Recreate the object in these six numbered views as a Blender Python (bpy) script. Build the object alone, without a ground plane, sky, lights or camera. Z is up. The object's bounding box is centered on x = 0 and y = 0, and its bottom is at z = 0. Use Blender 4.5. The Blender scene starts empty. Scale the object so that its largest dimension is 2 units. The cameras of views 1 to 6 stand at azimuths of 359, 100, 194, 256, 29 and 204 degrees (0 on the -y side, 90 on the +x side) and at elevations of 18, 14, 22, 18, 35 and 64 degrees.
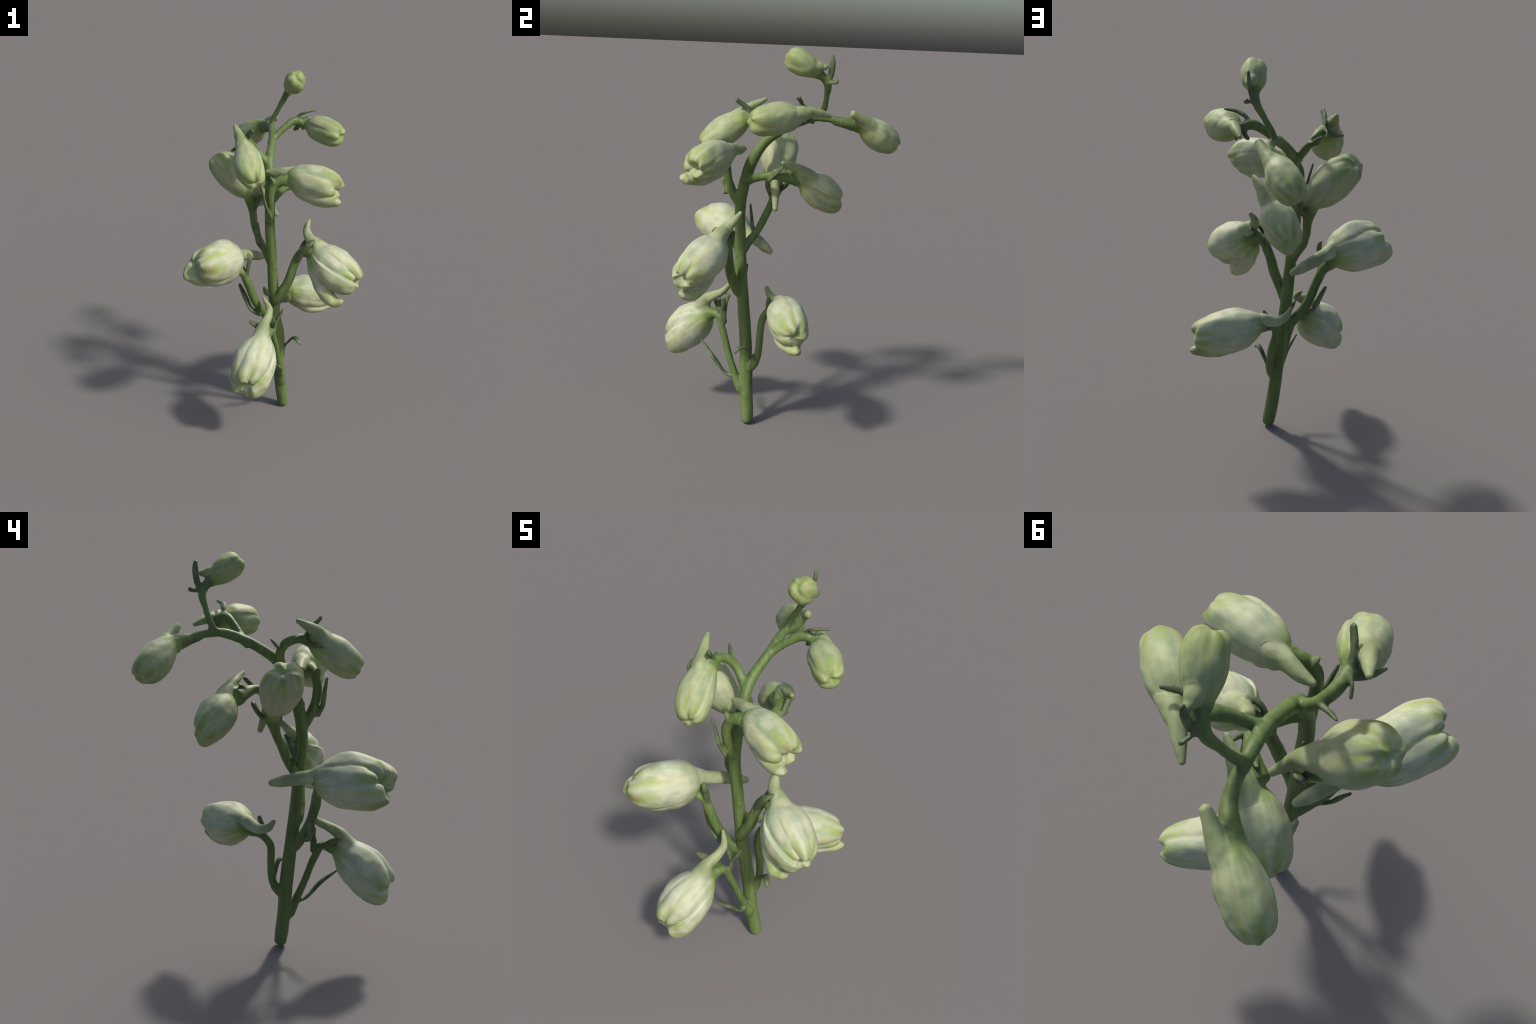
# Budding larkspur flower spike: a leaning, hooked stem with eleven closed,
# spurred buds on pedicels, each pedicel carrying narrow green bracts.
# All parts are modelled as closed solids (tubes, sepal lenses), fused into one
# smooth skin by a voxel remesh, then separated again into named parts.
import bpy, math, random
import numpy as np
from mathutils import Vector, Matrix, noise
from mathutils.bvhtree import BVHTree

random.seed(7)
VOXEL = 0.0034

# ------------------------------------------------------------------ helpers
def catmull(points, n):
    """Smooth curve through control points (rows may carry extra columns)."""
    p = np.array(points, float)
    if len(p) == 2:
        t = np.linspace(0, 1, n)[:, None]
        return p[0] * (1 - t) + p[1] * t
    ext = np.vstack([2 * p[0] - p[1], p, 2 * p[-1] - p[-2]])
    knots = [0.0]
    for i in range(len(ext) - 1):
        knots.append(knots[-1] + max(1e-4, np.linalg.norm(ext[i + 1][:3] - ext[i][:3])) ** 0.5)
    k = np.array(knots)
    out = []
    for t in np.linspace(k[1], k[-2] - 1e-9, n):
        i = min(max(int(np.searchsorted(k, t, side='right')) - 1, 1), len(p) - 1)
        t0, t1, t2, t3 = k[i - 1:i + 3]
        P0, P1, P2, P3 = ext[i - 1:i + 3]
        A1 = (t1 - t) / (t1 - t0) * P0 + (t - t0) / (t1 - t0) * P1
        A2 = (t2 - t) / (t2 - t1) * P1 + (t - t1) / (t2 - t1) * P2
        A3 = (t3 - t) / (t3 - t2) * P2 + (t - t2) / (t3 - t2) * P3
        B1 = (t2 - t) / (t2 - t0) * A1 + (t - t0) / (t2 - t0) * A2
        B2 = (t3 - t) / (t3 - t1) * A2 + (t - t1) / (t3 - t1) * A3
        out.append((t2 - t) / (t2 - t1) * B1 + (t - t1) / (t2 - t1) * B2)
    return np.array(out)

VERTS, FACES, LABELS, LABEL_NAMES = [], [], [], []

def label_id(name):
    if name not in LABEL_NAMES:
        LABEL_NAMES.append(name)
    return LABEL_NAMES.index(name)

def add_solid(verts, faces, label):
    base = len(VERTS)
    VERTS.extend([tuple(v) for v in verts])
    lid = label_id(label)
    for f in faces:
        FACES.append(tuple(i + base for i in f))
        LABELS.append(lid)

def tube(points, label, rings=40, sides=18, flat=None, lump=0.0, seed=0.0, round_end=True):
    """Closed tube through (x, y, z, radius) points; flat = (across-direction,
    thickness ratio) squashes the section into a blade."""
    c = catmull(points, rings)
    pos, rad = c[:, :3], np.maximum(c[:, 3], 0.002)
    tang = np.gradient(pos, axis=0)
    tang /= np.linalg.norm(tang, axis=1)[:, None]
    ref = np.array(flat[0], float) if flat else np.array([0.31, 0.87, 0.39])
    verts, faces = [], []
    n = len(pos)
    for i in range(n):
        a = ref - tang[i] * (ref @ tang[i])
        if np.linalg.norm(a) < 1e-3:
            a = np.cross(tang[i], [1, 0, 0.2])
        a /= np.linalg.norm(a)
        b = np.cross(tang[i], a)
        if not flat:
            ref = a
        ratio = flat[1] if flat else 1.0
        r = rad[i]
        for j in range(sides):
            an = 2 * math.pi * j / sides
            q = 1.0
            if lump:
                q += lump * noise.noise(Vector((pos[i] * 14 + seed).tolist()) + Vector((math.cos(an), math.sin(an), 0)))
            verts.append(pos[i] + a * math.cos(an) * r * q + b * math.sin(an) * r * ratio * q)
    for i in range(n - 1):
        for j in range(sides):
            k = (j + 1) % sides
            faces.append((i * sides + j, i * sides + k, (i + 1) * sides + k, (i + 1) * sides + j))
    verts.append(pos[0] - tang[0] * rad[0] * 0.35)
    verts.append(pos[-1] + tang[-1] * rad[-1] * (0.7 if round_end else 0.2))
    s, e = len(verts) - 2, len(verts) - 1
    for j in range(sides):
        k = (j + 1) % sides
        faces.append((s, k, j))
        faces.append((e, (n - 1) * sides + j, (n - 1) * sides + k))
    add_solid(verts, faces, label)

# ------------------------------------------------------------------ the stem
STEM = [(0.066, -0.089, 0.010, 0.022), (0.066, -0.090, 0.016, 0.029), (0.063, -0.092, 0.04, 0.0325), (0.045, -0.106, 0.20, 0.0335),
        (0.030, -0.118, 0.40, 0.033), (0.013, -0.139, 0.60, 0.031), (0.002, -0.161, 0.80, 0.029),
        (-0.008, -0.177, 1.00, 0.0275), (-0.018, -0.186, 1.16, 0.0275), (-0.018, -0.170, 1.29, 0.028),
        (-0.015, -0.130, 1.42, 0.028), (-0.020, -0.072, 1.515, 0.025), (-0.006, 0.010, 1.58, 0.022),
        (0.004, 0.090, 1.625, 0.022), (0.002, 0.160, 1.653, 0.021), (0.000, 0.212, 1.664, 0.018)]

# ------------------------------------------------------------------ the buds
# base, tip : where the pedicel joins / middle of the closed mouth
# radius    : largest body radius;  belly : extra fullness of the side away from the spur
# spur      : (x, y, z, radius) of the hollow spur, root to tip
# pedicel   : (x, y, z, radius) from the stem outwards
# bracts    : lists of (x, y, z, half-width), base to tip
# lift      : outward factor of the five sepals, length : their reach; first is the spurred one
BUDS = {
 'A': dict(base=(0.101, 0.215, 1.874), tip=(0.140, 0.056, 1.965), bow=(0.004, -0.004), radius=0.0599, warp=0.97, flare=-0.03,
    lift=(0.99, 0.96, 0.99, 1.07, 0.98), length=(1.02, 0.97, 0.99, 1.01, 1.02), mouth=(0.99, 0.98, 1.00, 1.04, 0.99), neck=0.04, green=1.0,
    spur=[(0.112, 0.205, 1.905, 0.026), (0.117, 0.230, 1.911, 0.016), (0.122, 0.248, 1.912, 0.010)],
    pedicel=[(0.000, 0.205, 1.655, 0.016), (0.010, 0.228, 1.70, 0.0135), (0.045, 0.244, 1.769, 0.012),
             (0.078, 0.250, 1.825, 0.017), (0.092, 0.232, 1.857, 0.018), (0.104, 0.198, 1.882, 0.026)],
    bracts=[[(0.095, 0.252, 1.835, 0.010), (0.104, 0.266, 1.880, 0.009), (0.108, 0.272, 1.93, 0.010), (0.112, 0.268, 1.966, 0.006)],
            [(0.095, 0.252, 1.836, 0.008), (0.106, 0.280, 1.838, 0.007), (0.114, 0.300, 1.844, 0.009)]]),
 'B': dict(base=(0.204, 0.164, 1.690), tip=(0.377, -0.062, 1.640), bow=(-0.005, 0.003), radius=0.0767, warp=1.01, flare=-0.21,
    lift=(1.04, 1.08, 0.96, 0.94, 0.99), length=(1.00, 0.99, 1.02, 0.99, 0.99), mouth=(1.03, 1.01, 0.92, 1.05, 0.99), neck=0.04, green=0.8, slim=0.84,
    spur=[(0.225, 0.130, 1.700, 0.040), (0.195, 0.190, 1.698, 0.030), (0.168, 0.235, 1.694, 0.023), (0.140, 0.282, 1.680, 0.010)],
    pedicel=[(0.004, 0.078, 1.612, 0.018), (0.040, 0.094, 1.646, 0.017), (0.077, 0.108, 1.676, 0.017), (0.130, 0.136, 1.708, 0.022),
             (0.165, 0.155, 1.698, 0.022), (0.200, 0.146, 1.678, 0.026)],
    bracts=[[(0.135, 0.138, 1.715, 0.012), (0.160, 0.136, 1.742, 0.009), (0.200, 0.130, 1.760, 0.009), (0.256, 0.144, 1.769, 0.005)],
            [(0.155, 0.160, 1.69, 0.012), (0.150, 0.175, 1.665, 0.012), (0.132, 0.180, 1.650, 0.007)],
            [(0.165, 0.155, 1.69, 0.010), (0.180, 0.185, 1.665, 0.009), (0.184, 0.205, 1.648, 0.005)]]),
 'C': dict(base=(-0.034, 0.406, 1.645), tip=(-0.191, 0.577, 1.520), bow=(0.004, 0.001), radius=0.0760, warp=0.97, flare=-0.14,
    lift=(0.97, 0.98, 1.06, 0.98, 1.01), length=(1.02, 0.99, 0.99, 1.03, 1.02), mouth=(0.97, 0.96, 0.98, 1.04, 0.99), neck=0.07, green=0.8,
    spur=[(-0.055, 0.440, 1.640, 0.040), (-0.015, 0.425, 1.655, 0.026), (0.012, 0.395, 1.676, 0.021), (0.034, 0.374, 1.694, 0.016)],
    pedicel=[(0.000, 0.200, 1.662, 0.019), (0.004, 0.262, 1.657, 0.017), (-0.006, 0.326, 1.643, 0.022),
             (-0.026, 0.370, 1.636, 0.028), (-0.055, 0.412, 1.622, 0.034)],
    bracts=[[(0.000, 0.28, 1.640, 0.012), (-0.015, 0.33, 1.625, 0.010), (-0.03, 0.37, 1.605, 0.006)]]),
 'D': dict(base=(-0.150, -0.182, 1.633), tip=(-0.115, -0.426, 1.475), bow=(0.014, 0.007), radius=0.0815, warp=0.97, flare=-0.23,
    lift=(0.90, 0.92, 1.01, 1.13, 0.97), length=(1.00, 1.01, 1.02, 1.01, 0.99), mouth=(0.97, 0.95, 0.99, 1.06, 0.97), neck=0.14, green=0.7,
    spur=[(-0.150, -0.240, 1.640, 0.046), (-0.180, -0.200, 1.672, 0.028), (-0.195, -0.158, 1.698, 0.020), (-0.212, -0.107, 1.727, 0.009)],
    pedicel=[(-0.020, -0.095, 1.49, 0.020), (-0.050, -0.075, 1.525, 0.019), (-0.088, -0.066, 1.575, 0.018), (-0.122, -0.088, 1.618, 0.019),
             (-0.142, -0.140, 1.636, 0.020), (-0.138, -0.205, 1.612, 0.028)],
    bracts=[[(-0.145, -0.165, 1.640, 0.013), (-0.140, -0.200, 1.685, 0.011), (-0.117, -0.246, 1.718, 0.009)],
            [(-0.160, -0.150, 1.625, 0.012), (-0.195, -0.180, 1.612, 0.010), (-0.231, -0.223, 1.606, 0.004)],
            [(-0.085, -0.064, 1.575, 0.010), (-0.128, -0.040, 1.605, 0.010), (-0.150, -0.018, 1.628, 0.008), (-0.166, 0.000, 1.645, 0.004)],
            [(-0.15, -0.15, 1.645, 0.008), (-0.168, -0.115, 1.640, 0.007), (-0.175, -0.09, 1.622, 0.006)]]),
 'E': dict(base=(-0.109, -0.022, 1.285), tip=(-0.322, -0.026, 1.538), bow=(0.003, -0.005), radius=0.0958, warp=0.88, flare=-0.14,
    lift=(0.99, 1.02, 1.00, 0.99, 1.09), length=(1.00, 0.95, 0.99, 1.04, 1.03), mouth=(0.94, 0.97, 1.05, 0.99, 0.84), neck=0.02, green=0.55, slim=0.88,
    spur=[(-0.125, -0.015, 1.350, 0.050), (-0.062, -0.012, 1.315, 0.032), (-0.015, -0.002, 1.245, 0.022), (0.027, 0.008, 1.180, 0.014)],
    pedicel=[(-0.002, -0.172, 0.935, 0.024), (-0.032, -0.140, 0.985, 0.020), (-0.066, -0.100, 1.045, 0.018), (-0.102, -0.062, 1.130, 0.018),
             (-0.113, -0.030, 1.212, 0.021), (-0.125, -0.012, 1.290, 0.036)],
    bracts=[[(-0.060, -0.115, 1.020, 0.012), (-0.082, -0.130, 1.060, 0.011), (-0.086, -0.140, 1.120, 0.010), (-0.087, -0.146, 1.180, 0.005)],
            [(-0.105, -0.020, 1.24, 0.012), (-0.090, 0.035, 1.29, 0.011), (-0.085, 0.065, 1.345, 0.012)],
            [(-0.108, -0.04, 1.22, 0.012), (-0.082, -0.055, 1.28, 0.011), (-0.055, -0.06, 1.33, 0.006)]]),
 'F': dict(base=(0.066, -0.224, 1.470), tip=(0.350, -0.336, 1.417), bow=(-0.001, 0.015), radius=0.0881, warp=1.15, flare=0.08,
    lift=(0.99, 0.92, 1.07, 0.92, 1.03), length=(1.03, 1.03, 0.98, 1.01, 0.96), mouth=(0.98, 1.05, 1.11, 0.98, 0.97), neck=-0.00, green=0.45, open=True,
    lips=[[(0.100, -0.245, 1.425, 0.040), (0.160, -0.280, 1.388, 0.052), (0.225, -0.322, 1.363, 0.054), (0.290, -0.366, 1.357, 0.046), (0.337, -0.392, 1.358, 0.028)]],
    spur=[(0.120, -0.235, 1.480, 0.046), (0.060, -0.212, 1.482, 0.030), (0.010, -0.190, 1.478, 0.024), (-0.040, -0.174, 1.478, 0.010)],
    pedicel=[(-0.014, -0.196, 1.200, 0.022), (-0.018, -0.236, 1.265, 0.021), (-0.019, -0.256, 1.325, 0.019), (-0.012, -0.264, 1.395, 0.020),
             (0.020, -0.260, 1.440, 0.023), (0.075, -0.248, 1.450, 0.036)],
    bracts=[[(-0.020, -0.262, 1.240, 0.012), (-0.036, -0.281, 1.290, 0.010), (-0.054, -0.284, 1.350, 0.009), (-0.073, -0.292, 1.434, 0.005)],
            [(0.000, -0.262, 1.43, 0.018), (-0.010, -0.266, 1.456, 0.012), (-0.016, -0.268, 1.466, 0.008)]]),
 'G': dict(base=(-0.193, -0.185, 0.985), tip=(-0.420, -0.451, 1.017), bow=(0.004, -0.009), radius=0.1264, warp=1.30, flare=0.08,
    lift=(1.04, 0.93, 1.04, 0.98, 0.92), length=(1.00, 0.94, 1.06, 0.99, 1.08), mouth=(0.89, 1.02, 1.10, 1.01, 1.13), neck=-0.18, green=0.15, shoulder=0.5, open=True, crease=1.7,
    spur=[(-0.235, -0.230, 1.000, 0.055), (-0.185, -0.180, 0.998, 0.034), (-0.128, -0.105, 0.975, 0.029), (-0.085, -0.060, 0.955, 0.026), (-0.044, -0.019, 0.939, 0.013)],
    pedicel=[(0.004, -0.142, 0.570, 0.026), (-0.045, -0.165, 0.630, 0.023), (-0.098, -0.190, 0.715, 0.021), (-0.140, -0.212, 0.830, 0.022),
             (-0.168, -0.214, 0.898, 0.023), (-0.215, -0.225, 0.950, 0.035)],
    bracts=[[(-0.070, -0.178, 0.640, 0.014), (-0.120, -0.186, 0.665, 0.010), (-0.155, -0.186, 0.735, 0.011), (-0.193, -0.176, 0.820, 0.007)],
            [(-0.150, -0.215, 0.870, 0.012), (-0.140, -0.240, 0.950, 0.010), (-0.134, -0.262, 1.012, 0.010), (-0.142, -0.262, 1.032, 0.006)]]),
 'H': dict(base=(0.209, -0.216, 1.043), tip=(0.461, -0.359, 0.891), bow=(-0.001, 0.003), radius=0.1118, warp=1.06, flare=-0.30,
    lift=(0.96, 0.88, 1.12, 0.88, 1.02), length=(1.02, 0.96, 1.03, 1.03, 0.99), mouth=(1.04, 0.92, 1.07, 0.93, 0.94), neck=-0.05, green=0.2, slim=0.84, shoulder=0.5, open=True, crease=1.2,
    lips=[[(0.215, -0.240, 0.995, 0.040), (0.242, -0.283, 0.905, 0.053), (0.287, -0.322, 0.822, 0.056), (0.334, -0.362, 0.780, 0.044), (0.372, -0.384, 0.790, 0.024)]],
    spur=[(0.235, -0.232, 1.060, 0.056), (0.206, -0.206, 1.100, 0.034), (0.190, -0.165, 1.145, 0.022), (0.206, -0.132, 1.190, 0.010)],
    pedicel=[(0.008, -0.168, 0.715, 0.026), (0.045, -0.192, 0.775, 0.025), (0.087, -0.206, 0.850, 0.024), (0.121, -0.211, 0.955, 0.022),
             (0.160, -0.214, 1.022, 0.024), (0.220, -0.232, 1.028, 0.038)],
    bracts=[[(0.130, -0.225, 0.985, 0.015), (0.175, -0.262, 1.060, 0.012), (0.205, -0.262, 1.090, 0.011), (0.232, -0.258, 1.108, 0.005)],
            [(0.140, -0.200, 1.000, 0.013), (0.180, -0.180, 1.075, 0.011), (0.215, -0.165, 1.095, 0.005)]]),
 'I': dict(base=(0.064, 0.062, 0.702), tip=(0.384, 0.206, 0.625), bow=(-0.012, -0.002), radius=0.1078, warp=1.00, flare=-0.35,
    lift=(1.03, 1.02, 0.94, 1.06, 0.91), length=(0.98, 1.00, 1.03, 1.00, 0.99), mouth=(1.08, 1.00, 0.97, 0.93, 0.95), neck=0.09, green=0.25, shoulder=0.5, crease=1.3,
    lips=[[(0.140, 0.085, 0.635, 0.045), (0.200, 0.108, 0.580, 0.052), (0.270, 0.140, 0.555, 0.050), (0.345, 0.184, 0.552, 0.040), (0.390, 0.210, 0.556, 0.022)]],
    spur=[(0.120, 0.075, 0.705, 0.050), (0.066, 0.066, 0.708, 0.032), (0.010, 0.030, 0.690, 0.024), (-0.030, -0.010, 0.705, 0.019), (-0.048, -0.036, 0.745, 0.009)],
    pedicel=[(0.040, -0.105, 0.300, 0.024), (0.056, -0.062, 0.350, 0.020), (0.057, -0.046, 0.410, 0.017), (0.049, -0.042, 0.490, 0.017),
             (0.028, -0.034, 0.590, 0.017), (0.036, 0.004, 0.645, 0.019), (0.090, 0.045, 0.658, 0.032)],
    bracts=[[(0.062, -0.052, 0.360, 0.012), (0.088, -0.074, 0.405, 0.007), (0.125, -0.105, 0.454, 0.009), (0.146, -0.135, 0.452, 0.010), (0.160, -0.150, 0.432, 0.006)],
            [(0.045, -0.005, 0.640, 0.010), (0.065, 0.000, 0.690, 0.010), (0.085, 0.005, 0.725, 0.006)]]),
 'J': dict(base=(-0.040, -0.332, 0.580), tip=(-0.178, -0.584, 0.370), bow=(0.014, -0.004), radius=0.1176, warp=1.01, flare=-0.04,
    lift=(0.86, 0.98, 1.13, 1.13, 0.94), length=(0.99, 0.93, 1.06, 1.05, 0.96), mouth=(0.94, 0.89, 1.11, 1.09, 0.94), neck=-0.14, green=0.1, shoulder=0.5, open=True, crease=1.2,
    lips=[[(-0.16, -0.55, 0.385, 0.05), (-0.183, -0.562, 0.345, 0.016)]], slim=0.78,
    spur=[(-0.075, -0.410, 0.610, 0.060), (-0.055, -0.365, 0.645, 0.038), (-0.030, -0.310, 0.680, 0.027), (-0.024, -0.266, 0.706, 0.023), (-0.056, -0.225, 0.757, 0.009)],
    pedicel=[(0.048, -0.130, 0.185, 0.026), (0.044, -0.172, 0.265, 0.019), (0.027, -0.215, 0.380, 0.016), (0.005, -0.258, 0.507, 0.017),
             (-0.016, -0.290, 0.573, 0.020), (-0.048, -0.338, 0.567, 0.032)],
    bracts=[[(0.044, -0.185, 0.255, 0.013), (0.044, -0.225, 0.268, 0.009), (0.032, -0.297, 0.346, 0.011), (-0.008, -0.378, 0.425, 0.004)],
            [(-0.015, -0.285, 0.570, 0.014), (-0.075, -0.300, 0.605, 0.014), (-0.110, -0.318, 0.630, 0.013), (-0.136, -0.334, 0.655, 0.007)],
            [(0.003, -0.255, 0.535, 0.013), (0.015, -0.250, 0.615, 0.012), (0.040, -0.245, 0.655, 0.011), (0.056, -0.243, 0.690, 0.006)],
            [(0.010, -0.25, 0.60, 0.010), (-0.010, -0.245, 0.655, 0.009), (-0.020, -0.235, 0.690, 0.009)]]),
 'K': dict(base=(0.036, 0.119, 1.359), tip=(-0.104, 0.323, 1.219), bow=(0.002, 0.003), radius=0.0888, warp=0.87, flare=-0.33,
    lift=(1.09, 0.86, 1.05, 1.04, 1.04), length=(0.92, 1.01, 1.05, 1.03, 1.00), mouth=(0.89, 0.98, 0.97, 1.04, 0.92), neck=-0.01, green=0.6,
    spur=[(0.030, 0.160, 1.380, 0.046), (0.075, 0.125, 1.405, 0.028), (0.110, 0.090, 1.425, 0.020), (0.139, 0.055, 1.442, 0.010)],
    pedicel=[(-0.014, -0.165, 1.315, 0.026), (0.025, -0.115, 1.335, 0.020), (0.072, -0.045, 1.358, 0.018), (0.086, 0.015, 1.368, 0.020),
             (0.060, 0.070, 1.362, 0.030), (0.020, 0.122, 1.352, 0.042)],
    bracts=[[(0.080, -0.020, 1.350, 0.015), (0.112, 0.000, 1.362, 0.010), (0.120, 0.030, 1.392, 0.009), (0.120, 0.052, 1.418, 0.008)],
            [(0.070, 0.05, 1.36, 0.012), (0.040, 0.085, 1.400, 0.010), (0.022, 0.105, 1.41, 0.005)]]),
}

# side profile of one sepal, in (share of bud length, share of bud radius)
SEPAL_PROFILE = [(-0.01, 0.16), (0.06, 0.34), (0.15, 0.56), (0.30, 0.82), (0.48, 0.97), (0.64, 1.0), (0.80, 0.95),
                 (0.91, 0.84), (0.97, 0.70), (1.0, 0.52)]
MOUTH_SHUT = [(1.003, 0.33), (0.985, 0.13)]
MOUTH_OPEN = [(0.970, 0.34), (0.915, 0.15)]

def bud_frame(b):
    base, tip = Vector(b['base']), Vector(b['tip'])
    axis = (tip - base)
    length = axis.length
    axis.normalize()
    up = Vector(b['spur'][1][:3]) - base
    up -= axis * up.dot(axis)
    up.normalize()
    side = axis.cross(up)
    rot = Matrix((up, side, axis)).transposed().to_4x4()
    return Matrix.Translation(base) @ rot, length

def ramp(v, lo, hi):
    return min(1.0, max(0.0, (v - lo) / (hi - lo)))

def sepal_solid(key, b, k, rng):
    """One sepal as a closed, bulging wedge running from the pedicel to the mouth."""
    frame, length = bud_frame(b)
    R, mouth = b['radius'], b['mouth'][k]
    lift, reach = b['lift'][k], b['length'][k]
    close = random.Random(key).uniform(0, 6.28)      # the sepals close a little off the axis
    swirl = 0.22 if random.Random(key + 's').random() > 0.5 else -0.22
    # young buds are shut with a rounded end, older ones have a hollow mouth
    tail = MOUTH_OPEN if b.get('open') else MOUTH_SHUT
    prof = catmull([(z, r, 0) for z, r in SEPAL_PROFILE + tail], 52)
    mid = math.radians(72 * k) + rng.uniform(-0.09, 0.09)
    first = random.Random(key + 'o').randrange(5)    # two outer sepals overlap the other three
    outermost = k in (first, (first + 2) % 5)
    half = math.radians(58 if outermost else 44)
    lift *= 1.01 if outermost else 0.985
    reach *= 1.005 if outermost else 0.99
    crease = b.get('crease', 1.0) * rng.uniform(0.65, 1.35)
    twist = rng.uniform(-0.12, 0.12)
    ns, nw = len(prof), 17
    outer, inner = [], []
    seed = Vector((rng.uniform(0, 50), rng.uniform(0, 50), rng.uniform(0, 50)))
    for i in range(ns):
        z, r = prof[i][0], prof[i][1]
        z0 = max(0.0, z)
        zw = z0 ** b['warp'] if z > 0 else z
        drop = crease * (0.03 + 0.10 * ramp(zw, 0.1, 0.85) + (0.12 if b.get('open') else 0.04) * ramp(zw, 0.85, 0.95))
        rr0 = (r + b['neck'] * (1 - ramp(zw, 0, 0.4)) ** 1.5) * (1 + b['flare'] * min(0.5, max(-0.2, zw - 0.5)))
        rr0 *= (1 + (lift - 1) * ramp(zw, 0, 0.5)) * (1 + (mouth - 1) * ramp(zw, 0.55, 0.95))
        bow = 4 * zw * (1 - zw)
        shut = ramp(i, 0.72 * ns, ns - 1)
        for j in range(nw):
            w = 2 * j / (nw - 1) - 1
            zz = zw * (1 + (reach - 1) * z0) - 0.05 * z0 ** 3 * w * w
            rib = 0.008 * math.exp(-(w / 0.15) ** 2) * ramp(zw, 0.2, 0.6)
            valley = -0.008 * math.exp(-((abs(w) - 0.42) / 0.14) ** 2) * ramp(zw, 0.35, 0.8)
            rr = rr0 * (1 - drop * abs(w) ** 1.8 + rib + valley * crease)
            rr *= 1 + noise.noise(Vector((w * 1.5, z * 3.4, 0)) + seed) * 0.055 * ramp(zw, 0, 0.3)
            zz += noise.noise(Vector((w * 1.8, 7.0, 0)) + seed) * 0.05 * ramp(zw, 0.75, 1.0)
            ang = mid + w * half + twist * (zw - 0.4) + swirl * shut
            p = Vector((math.cos(ang) * rr * R + b['bow'][0] * bow, math.sin(ang) * rr * R + b['bow'][1] * bow, zz * length))
            p += Vector((math.cos(close), math.sin(close), 0)) * (0.15 * R * shut)
            q = Vector((p.x * 0.5, p.y * 0.5, min(p.z, 0.86 * length)))
            outer.append(frame @ p)
            inner.append(frame @ q)
    n = ns * nw
    faces = []
    for i in range(ns - 1):
        for j in range(nw - 1):
            a, c = i * nw + j, (i + 1) * nw + j
            faces.append((a, a + 1, c + 1, c))
            faces.append((n + a, n + c, n + c + 1, n + a + 1))
        a, c = i * nw, (i + 1) * nw
        faces.append((a, c, n + c, n + a))
        a, c = a + nw - 1, c + nw - 1
        faces.append((a, n + a, n + c, c))
    for j in range(nw - 1):
        faces.append((j, n + j, n + j + 1, j + 1))
        a = (ns - 1) * nw + j
        faces.append((a, a + 1, n + a + 1, n + a))
    add_solid(outer + inner, faces, key + '/sepal/%d' % k)

def bud_core(key, b):
    frame, length = bud_frame(b)
    R = b['radius']
    pts = []
    for z, r in [(-0.02, 0.15), (0.08, 0.34), (0.25, 0.62), (0.5, 0.80), (0.75, 0.72), (0.84, 0.50), (0.88 if b.get('open') else 0.93, 0.3)]:
        bow = 4 * z * (1 - z)
        p = frame @ Vector((b['bow'][0] * bow, b['bow'][1] * bow, z * length))
        pts.append((p.x, p.y, p.z, r * R))
    tube(pts, key + '/core', rings=26, sides=24)
    axis = Vector(b['tip']) - Vector(b['base'])
    for lip in b.get('lips', []):               # a lower sepal standing apart, or a petal peeping out of the mouth
        d = Vector(lip[-1][:3]) - Vector(lip[0][:3])
        out = Vector(lip[len(lip) // 2][:3]) - (Vector(b['base']) + axis * 0.5)
        tube(lip, key + '/lip', rings=30, sides=20, lump=0.14, flat=(d.cross(out), 0.72))

def spur_points(b):
    """Spur control points with a wide shoulder rooted inside the bud."""
    frame, length = bud_frame(b)
    R = b['radius']
    heart = frame @ Vector((0.22 * R, 0, 0.36 * length))
    pts = [(heart.x, heart.y, heart.z, 0.56 * R)]
    slim = b.get('slim', 1.0)
    s = [(x, y, z, r * slim) for x, y, z, r in b['spur'][1:]]
    full = b.get('shoulder', 0.75)
    for f, wide in ((0.5, full), (0.78, full * 0.5)):
        a = heart.lerp(Vector(s[0][:3]), f)
        pts.append((a.x, a.y, a.z, wide * 0.56 * R + (1 - wide) * s[0][3]))
    return pts + list(s)

tube(STEM, 'stem', rings=150, sides=28, lump=0.05, round_end=False)
for n, (key, b) in enumerate(BUDS.items()):
    rng = random.Random(100 + n)
    bud_core(key, b)
    for k in range(5):
        sepal_solid(key, b, k, rng)
    tube(spur_points(b), key + '/spur', rings=40, sides=20, lump=0.16, seed=n * 3.1)
    first, second = Vector(b['pedicel'][0][:3]), Vector(b['pedicel'][1][:3])
    root_pt = first - (second - first).normalized() * 0.035
    foot = [(root_pt.x, root_pt.y, root_pt.z, 0.011)] if key not in 'AC' else []
    stalk = [(x, y, z, r * 1.06) for x, y, z, r in b['pedicel']]
    tube(foot + stalk, key + '/pedicel', rings=50, sides=18, lump=0.10, seed=n * 1.7)
    for m, br in enumerate(b['bracts']):
        br = [(x, y, z, r * 1.5) for x, y, z, r in br]
        d = Vector(br[-1][:3]) - Vector(br[0][:3])
        axis_pt = Vector(b['pedicel'][len(b['pedicel']) // 2][:3])
        out = (Vector(br[-1][:3]) - axis_pt)
        across = d.cross(out)
        if across.length < 1e-4:
            across = d.cross(Vector((0.3, 0.2, 1)))
        tube(br, key + '/bract/%d' % m, rings=26, sides=14, flat=(across.normalized(), 0.5), lump=0.4, seed=n + m * 5.3)

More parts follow.
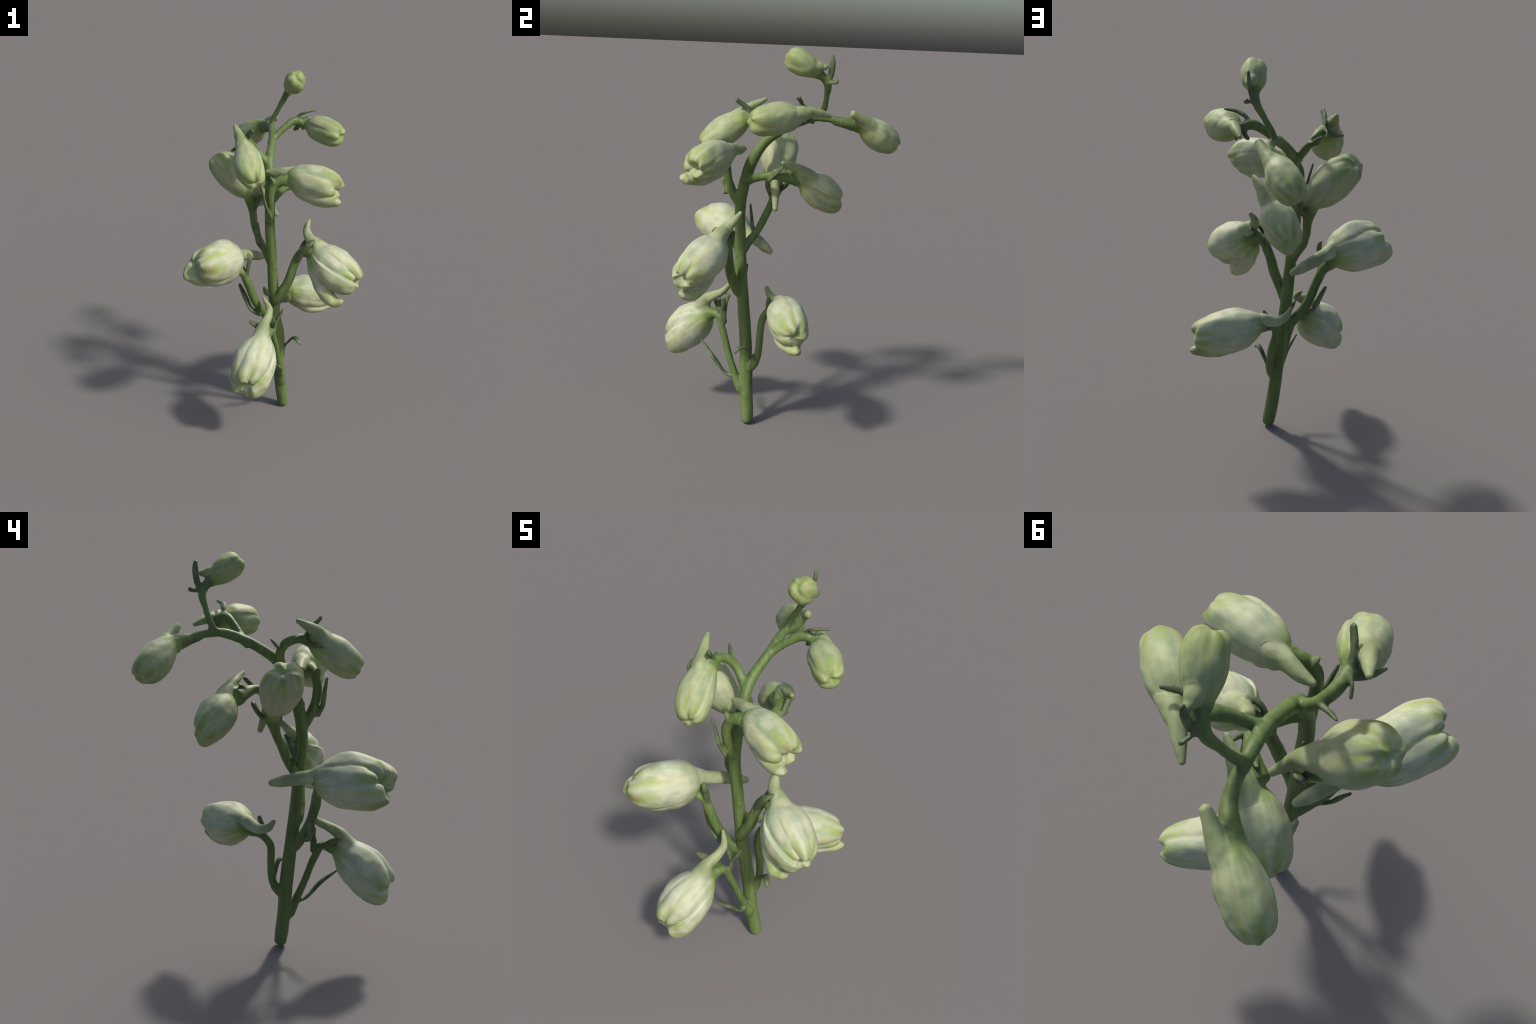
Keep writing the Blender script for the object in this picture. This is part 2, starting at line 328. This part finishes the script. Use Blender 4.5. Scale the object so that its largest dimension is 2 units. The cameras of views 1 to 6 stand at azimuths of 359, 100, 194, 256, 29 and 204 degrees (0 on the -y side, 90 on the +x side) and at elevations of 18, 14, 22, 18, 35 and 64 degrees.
# ------------------------------------------------------------------ fuse and smooth
raw = bpy.data.meshes.new('raw_solids')
raw.from_pydata(VERTS, [], FACES)
raw.update()
tree = BVHTree.FromPolygons([Vector(v) for v in VERTS], FACES)
ob = bpy.data.objects.new('raw_solids', raw)
bpy.context.scene.collection.objects.link(ob)
mod = ob.modifiers.new('fuse', 'REMESH')
mod.mode = 'VOXEL'
mod.voxel_size = VOXEL
dg = bpy.context.evaluated_depsgraph_get()
skin = bpy.data.meshes.new_from_object(ob.evaluated_get(dg))
bpy.data.objects.remove(ob)
bpy.data.meshes.remove(raw)

nv = len(skin.vertices)
co = np.empty(nv * 3); skin.vertices.foreach_get('co', co); co = co.reshape(-1, 3)
ed = np.empty(len(skin.edges) * 2, np.int64); skin.edges.foreach_get('vertices', ed); ed = ed.reshape(-1, 2)
deg = np.bincount(ed.ravel(), minlength=nv)[:, None].astype(float)
deg[deg == 0] = 1
def laplace(c):
    s = np.zeros_like(c)
    np.add.at(s, ed[:, 0], c[ed[:, 1]])
    np.add.at(s, ed[:, 1], c[ed[:, 0]])
    return s / deg - c
npoly = len(skin.polygons)
loops = np.empty(len(skin.loops), np.int64); skin.loops.foreach_get('vertex_index', loops)
ls = np.empty(npoly, np.int64); skin.polygons.foreach_get('loop_start', ls)
lt = np.empty(npoly, np.int64); skin.polygons.foreach_get('loop_total', lt)
polys = [loops[a:a + c] for a, c in zip(ls, lt)]
face_label = np.empty(npoly, np.int64)
for i, p in enumerate(polys):
    face_label[i] = LABELS[tree.find_nearest(Vector(co[p].mean(axis=0)))[2]]

FRAMES = {k: bud_frame(b) for k, b in BUDS.items()}
for key in BUDS:                          # the bud begins where the pedicel widens
    inv = FRAMES[key][0].inverted()
    core_id = label_id(key + '/core')
    for i in np.nonzero(face_label == label_id(key + '/pedicel'))[0]:
        q = inv @ Vector(co[polys[i]].mean(axis=0))
        if q.z > 0.02 * FRAMES[key][1] and q.xy.length < 1.2 * BUDS[key]['radius']:
            face_label[i] = core_id

def majority(keys, values, nkeys):
    """Most frequent value per key."""
    big = len(LABEL_NAMES)
    pair, count = np.unique(keys * big + values, return_counts=True)
    order = np.lexsort((count, pair // big))
    out = np.zeros(nkeys, np.int64)
    out[(pair // big)[order]] = (pair % big)[order]
    return out

for it in range(4):                       # straighten the borders between parts
    vlab = majority(loops, np.repeat(face_label, lt), nv)
    face_label = majority(np.repeat(np.arange(npoly), lt), vlab[loops], npoly)

# joints (spur to bud, pedicel to bud and stem, bract to pedicel) get a soft fillet
kind_of = np.array([0 if ('sepal' in n or 'core' in n or 'lip' in n) else i + 1 for i, n in enumerate(LABEL_NAMES)])
face_kind = kind_of[face_label]
vmin = np.full(nv, 10 ** 6); vmax = np.full(nv, -1)
fk = np.repeat(face_kind, lt)
np.minimum.at(vmin, loops, fk); np.maximum.at(vmax, loops, fk)
joint = (vmin != vmax).astype(float)[:, None]
spread = joint.copy()
for it in range(9):
    s_ = np.zeros_like(spread)
    np.maximum.at(s_, ed[:, 0], spread[ed[:, 1]] * 0.9)
    np.maximum.at(s_, ed[:, 1], spread[ed[:, 0]] * 0.9)
    spread = np.maximum(spread, s_)
spread[spread < 0.4] = 0
for it in range(22):
    co += 0.6 * spread * laplace(co)
mouth_w = np.zeros((nv, 1))               # soften the closed ends of the buds
label_v = majority(loops, np.repeat(face_label, lt), nv)
for key, b in BUDS.items():
    sel = np.nonzero(np.isin(label_v, [i for i, nm in enumerate(LABEL_NAMES) if nm.startswith((key + '/sepal', key + '/core'))]))[0]
    inv = np.array(FRAMES[key][0].inverted())
    zz = (co[sel] @ inv[2, :3] + inv[2, 3]) / FRAMES[key][1]
    mouth_w[sel, 0] = np.clip((zz - 0.80) / 0.14, 0, 1) * (0.35 if b.get('open') else 0.9)
for it in range(16):
    co += 0.6 * mouth_w * laplace(co)
seam_lab = np.repeat(face_label, lt)      # seams between sepals: a light softening
vmin[:] = 10 ** 6; vmax[:] = -1
np.minimum.at(vmin, loops, seam_lab); np.maximum.at(vmax, loops, seam_lab)
seam = (vmin != vmax).astype(float)[:, None]
for it in range(3):
    s_ = np.zeros_like(seam)
    np.maximum.at(s_, ed[:, 0], seam[ed[:, 1]] * 0.8)
    np.maximum.at(s_, ed[:, 1], seam[ed[:, 0]] * 0.8)
    seam = np.maximum(seam, s_)
for it in range(6):
    co += 0.5 * seam * laplace(co)
for it in range(8):                      # volume-keeping smoothing of the whole skin
    co += 0.55 * laplace(co)
    co -= 0.50 * laplace(co)
for it in range(2):
    co += 0.5 * laplace(co)
# uneven, slightly dented skin
skin.vertices.foreach_set('co', co.ravel())
skin.update()
vn = np.empty(nv * 3); skin.vertices.foreach_get('normal', vn); vn = vn.reshape(-1, 3)
soft = (kind_of[face_label] == 0)
on_bud = np.zeros(nv); on_bud[loops[np.repeat(soft, lt)]] = 1.0
dent = np.empty(nv)
for i in range(nv):
    p = Vector(co[i])
    dent[i] = 0.0035 * on_bud[i] * noise.noise(p * 17.0) + 0.0007 * noise.noise(p * 40.0)
co += vn * (dent + 0.0014)[:, None]
co[:, 2] = np.maximum(co[:, 2], 0.0)
skin.vertices.foreach_set('co', co.ravel())
skin.update()
vn = np.empty(nv * 3); skin.vertices.foreach_get('normal', vn); vn = vn.reshape(-1, 3)

# ------------------------------------------------------------------ materials
def new_mat(name):
    m = bpy.data.materials.new(name)
    m.use_nodes = True
    nt = m.node_tree
    return m, nt, nt.nodes['Principled BSDF']

class Graph:
    def __init__(self, nt):
        self.nt = nt
    def put(self, socket, v):
        if isinstance(v, bpy.types.NodeSocket):
            self.nt.links.new(v, socket)
        else:
            socket.default_value = v
    def math(self, op, a, b=0.0, c=None, clamp=False):
        n = self.nt.nodes.new('ShaderNodeMath'); n.operation = op; n.use_clamp = clamp
        self.put(n.inputs[0], a); self.put(n.inputs[1], b)
        if c is not None:
            self.put(n.inputs[2], c)
        return n.outputs[0]
    def step(self, v, lo, hi):
        n = self.nt.nodes.new('ShaderNodeMapRange'); n.interpolation_type = 'SMOOTHSTEP'
        self.put(n.inputs['Value'], v)
        n.inputs['From Min'].default_value = lo; n.inputs['From Max'].default_value = hi
        return n.outputs['Result']
    def mix(self, f, a, b):
        n = self.nt.nodes.new('ShaderNodeMix'); n.data_type = 'RGBA'
        self.put(n.inputs['Factor'], f)
        for s, v in ((n.inputs[6], a), (n.inputs[7], b)):
            self.put(s, v if isinstance(v, bpy.types.NodeSocket) else (*v, 1.0))
        return n.outputs[2]
    def noise(self, vec, scale, detail=3.0):
        n = self.nt.nodes.new('ShaderNodeTexNoise')
        self.put(n.inputs['Vector'], vec); n.inputs['Scale'].default_value = scale
        n.inputs['Detail'].default_value = detail
        return n.outputs['Fac']
    def combine(self, x, y, z):
        n = self.nt.nodes.new('ShaderNodeCombineXYZ')
        for s, v in zip(n.inputs, (x, y, z)):
            self.put(s, v)
        return n.outputs[0]
    def coords(self):
        n = self.nt.nodes.new('ShaderNodeTexCoord')
        s = self.nt.nodes.new('ShaderNodeSeparateXYZ')
        self.nt.links.new(n.outputs['Object'], s.inputs[0])
        return n.outputs['Object'], s.outputs[0], s.outputs[1], s.outputs[2]

STEM_GREEN = (0.088, 0.138, 0.039)
STEM_PALE = (0.126, 0.186, 0.060)
BRACT_GREEN = (0.068, 0.098, 0.040)

def stem_material():
    m, nt, bsdf = new_mat('stem_green')
    g = Graph(nt)
    vec, x, y, z = g.coords()
    streak = g.noise(g.combine(g.math('MULTIPLY', x, 30), g.math('MULTIPLY', y, 30), g.math('MULTIPLY', z, 3)), 1.6)
    patch = g.noise(vec, 5.0)
    col = g.mix(g.step(streak, 0.3, 0.7), STEM_GREEN, STEM_PALE)
    col = g.mix(g.math('MULTIPLY', g.step(patch, 0.5, 0.75), 0.5), col, (0.085, 0.135, 0.034))
    nt.links.new(col, bsdf.inputs['Base Color'])
    bsdf.inputs['Roughness'].default_value = 0.5
    bsdf.inputs['Specular IOR Level'].default_value = 0.35
    bump = nt.nodes.new('ShaderNodeBump'); bump.inputs['Strength'].default_value = 0.12; bump.inputs['Distance'].default_value = 0.004
    nt.links.new(g.noise(vec, 90.0), bump.inputs['Height']); nt.links.new(bump.outputs[0], bsdf.inputs['Normal'])
    return m

def bract_material():
    m, nt, bsdf = new_mat('bract_green')
    g = Graph(nt)
    vec, x, y, z = g.coords()
    col = g.mix(g.step(g.noise(vec, 22.0), 0.35, 0.7), BRACT_GREEN, (0.125, 0.165, 0.072))
    nt.links.new(col, bsdf.inputs['Base Color'])
    bsdf.inputs['Roughness'].default_value = 0.6
    return m

def bud_material(key, green, slim, is_spur=False):
    """Object space of a bud: z runs 0..1 from pedicel to mouth, the spurred
    sepal faces +x, so sepal centres sit every 72 degrees."""
    m, nt, bsdf = new_mat(('spur_' if is_spur else 'bud_petal_') + key.lower())
    g = Graph(nt)
    vec, x, y, z = g.coords()
    theta = g.math('ARCTAN2', y, x)
    across = g.math('MULTIPLY', g.math('PINGPONG', g.math('DIVIDE', theta, 2 * math.pi / 5), 0.5), 2.0)
    radial = g.math('SQRT', g.math('ADD', g.math('MULTIPLY', x, x), g.math('MULTIPLY', y, y)))
    # long, fine streaks that follow the sepals
    ux = g.math('DIVIDE', x, g.math('ADD', radial, 0.08))
    uy = g.math('DIVIDE', y, g.math('ADD', radial, 0.08))
    streak = g.noise(g.combine(ux, uy, g.math('MULTIPLY', z, 0.55)), 5.5, 3.0)
    fine = g.noise(g.combine(ux, uy, g.math('MULTIPLY', z, 0.35)), 15.0, 2.0)
    blotch = g.noise(vec, 5.5, 2.0)
    def tint(white, grn):
        return tuple(p * (1 - green) + q * green for p, q in zip(white, grn))
    cream = tint((0.490, 0.505, 0.375), (0.310, 0.360, 0.175))
    pale = tint((0.365, 0.425, 0.315), (0.235, 0.300, 0.140))
    blush = tint((0.430, 0.425, 0.330), (0.290, 0.310, 0.165))
    butter = tint((0.520, 0.540, 0.280), (0.320, 0.370, 0.130))
    lime = tint((0.275, 0.355, 0.100), (0.210, 0.290, 0.075))
    olive_tip = tint((0.225, 0.275, 0.075), (0.190, 0.235, 0.070))
    mixture = g.math('ADD', g.math('MULTIPLY', streak, 0.55), g.math('MULTIPLY', blotch, 0.45))
    col = g.mix(g.step(mixture, 0.40, 0.60), cream, pale)
    edge = g.math('MULTIPLY', g.step(across, 0.45, 0.8), g.step(z, 0.15, 0.4))
    col = g.mix(g.math('MULTIPLY', edge, g.step(blotch, 0.35, 0.6)), col, blush)
    # buttery valley between the sepals, turning green next to the mouth
    wander = g.math('MULTIPLY', g.math('SUBTRACT', g.noise(vec, 3.2, 2.0), 0.5), 1.1)
    side_wall = g.step(radial, slim * 0.30, slim * 0.62)      # the pattern fades out on the end face
    valley = g.math('MULTIPLY', g.step(g.math('ADD', across, wander), 0.55, 1.05), g.math('MAXIMUM', side_wall, g.step(z, 0.6, 0.4)))
    col = g.mix(g.math('MULTIPLY', valley, g.math('MULTIPLY', g.step(z, 0.2, 0.5), 0.5)), col, butter)
    col = g.mix(g.math('MULTIPLY', g.math('MULTIPLY', valley, g.step(g.math('ADD', z, g.math('MULTIPLY', streak, 0.4)), 0.82, 1.12)), 0.7), col, lime)
    veins = g.math('MULTIPLY', g.step(fine, 0.55, 0.75), 0.08 + 0.12 * green)
    col = g.mix(veins, col, lime)
    # green band up the middle of each sepal, widening at its tip
    band = g.math('MULTIPLY', g.step(g.math('ADD', across, wander), 0.65, 0.05), g.step(g.math('ADD', z, g.math('MULTIPLY', blotch, 0.45)), 0.78, 1.18))
    col = g.mix(g.math('MULTIPLY', g.math('MULTIPLY', band, side_wall), 0.85), col, lime)
    centre = g.math('MULTIPLY', g.step(z, 0.85, 0.95), g.math('SUBTRACT', 1.0, side_wall))
    col = g.mix(g.math('MULTIPLY', centre, g.step(g.noise(vec, 9.0, 2.0), 0.3, 0.7)), col, lime)
    rim = g.math('MULTIPLY', g.step(z, 0.84, 0.99), g.math('MULTIPLY', side_wall, g.step(g.math('ADD', across, blotch), 1.2, 0.6)))
    col = g.mix(g.math('MULTIPLY', rim, 0.7), col, olive_tip)
    # brownish callus at the sepal tips
    spot = g.math('MULTIPLY', g.step(across, 0.30, 0.08), g.math('MULTIPLY', g.step(z, 0.93, 0.975), g.step(radial, slim * 0.45, slim * 0.62)))
    col = g.mix(g.math('MULTIPLY', spot, 0.55), col, (0.27, 0.205, 0.13))
    # dull olive spur
    spur = g.step(g.math('SUBTRACT', x, g.math('MULTIPLY', z, 0.75)), -0.02, 0.20)
    olive = g.mix(g.step(blotch, 0.4, 0.65), tint((0.300, 0.335, 0.195), (0.255, 0.295, 0.145)), (0.205, 0.245, 0.125))
    col = g.mix(g.math('MULTIPLY', spur, 0.85), col, olive)
    # the green foot of the bud, streaking upwards
    foot = g.step(g.math('SUBTRACT', z, g.math('MULTIPLY', g.math('SUBTRACT', streak, 0.45), 0.6)), 0.36, 0.04)
    belly = g.step(x, 0.16, -0.02)
    if is_spur:
        belly = g.math('MULTIPLY', belly, g.step(z, 0.02, 0.16))
    col = g.mix(g.math('MULTIPLY', foot, g.math('ADD', 0.12, g.math('MULTIPLY', belly, 0.75))), col, lime)
    if not is_spur:
        neck = g.math('MULTIPLY', g.step(z, 0.14, 0.02), g.step(x, 0.18, 0.06))
        col = g.mix(neck, col, STEM_PALE)
    nt.links.new(col, bsdf.inputs['Base Color'])
    bsdf.inputs['Roughness'].default_value = 0.55
    bsdf.inputs['Specular IOR Level'].default_value = 0.3
    bump = nt.nodes.new('ShaderNodeBump'); bump.inputs['Strength'].default_value = 0.06; bump.inputs['Distance'].default_value = 0.004
    nt.links.new(g.math('MULTIPLY', side_wall, g.math('ADD', g.math('MULTIPLY', fine, 0.5), streak)), bump.inputs['Height'])
    nt.links.new(bump.outputs[0], bsdf.inputs['Normal'])
    return m

M_STEM, M_BRACT = stem_material(), bract_material()
M_BUD = {k: bud_material(k, b['green'], b['radius'] / FRAMES[k][1]) for k, b in BUDS.items()}

# ------------------------------------------------------------------ split into parts
scene_col = bpy.context.scene.collection
root = bpy.data.objects.new('larkspur_spike', None)
root.empty_display_size = 0.1
root.location = (0.062, -0.094, 0.0)
root['label'] = 'budding larkspur stalk with pale green spurred flower buds'
root['category'] = 'flower'
scene_col.objects.link(root)
ROOT_M = Matrix.Translation(root.location)

def make_part(name, lids, world, parent, parent_world, mat):
    sel = np.nonzero(np.isin(face_label, lids))[0]
    me = bpy.data.meshes.new(name)
    if len(sel):
        used = np.unique(np.concatenate([polys[i] for i in sel]))
        remap = {int(v): i for i, v in enumerate(used)}
        inv = world.inverted()
        lin = np.array(inv.to_3x3()); off = np.array(inv.translation)
        me.from_pydata((co[used] @ lin.T + off).tolist(), [], [[remap[int(v)] for v in polys[i]] for i in sel])
        me.polygons.foreach_set('use_smooth', [True] * len(sel))
        nl = vn[used] @ lin.T
        nl /= np.linalg.norm(nl, axis=1)[:, None] + 1e-12
        me.update()
        me.normals_split_custom_set_from_vertices(nl.tolist())
    me.materials.append(mat)
    o = bpy.data.objects.new(name, me)
    scene_col.objects.link(o)
    o.parent = parent
    o.matrix_local = parent_world.inverted() @ world
    return o

def ids(prefix):
    return [i for i, nm in enumerate(LABEL_NAMES) if nm == prefix or nm.startswith(prefix + '/')]

make_part('stem', ids('stem'), ROOT_M, root, ROOT_M, M_STEM)
for key, b in BUDS.items():
    fr, length = FRAMES[key]
    W = fr @ Matrix.Scale(length, 4)
    ped = make_part('pedicel', ids(key + '/pedicel'), ROOT_M, root, ROOT_M, M_STEM)
    for m in range(len(b['bracts'])):
        make_part('bract', ids(key + '/bract/%d' % m), ROOT_M, ped, ROOT_M, M_BRACT)
    bud = make_part('flower_bud', ids(key + '/core'), W, root, ROOT_M, M_BUD[key])
    for k in range(5):
        make_part('sepal', ids(key + '/sepal/%d' % k), W, bud, W, M_BUD[key])
    if b.get('lips'):
        make_part('sepal', ids(key + '/lip'), W, bud, W, M_BUD[key])
    make_part('spur', ids(key + '/spur'), W, bud, W, bud_material(key, b['green'], b['radius'] / length, True))
bpy.data.meshes.remove(skin)
for o in list(bpy.data.objects):
    if o.type == 'MESH' and len(o.data.polygons) == 0:
        print('EMPTY PART', o.name)
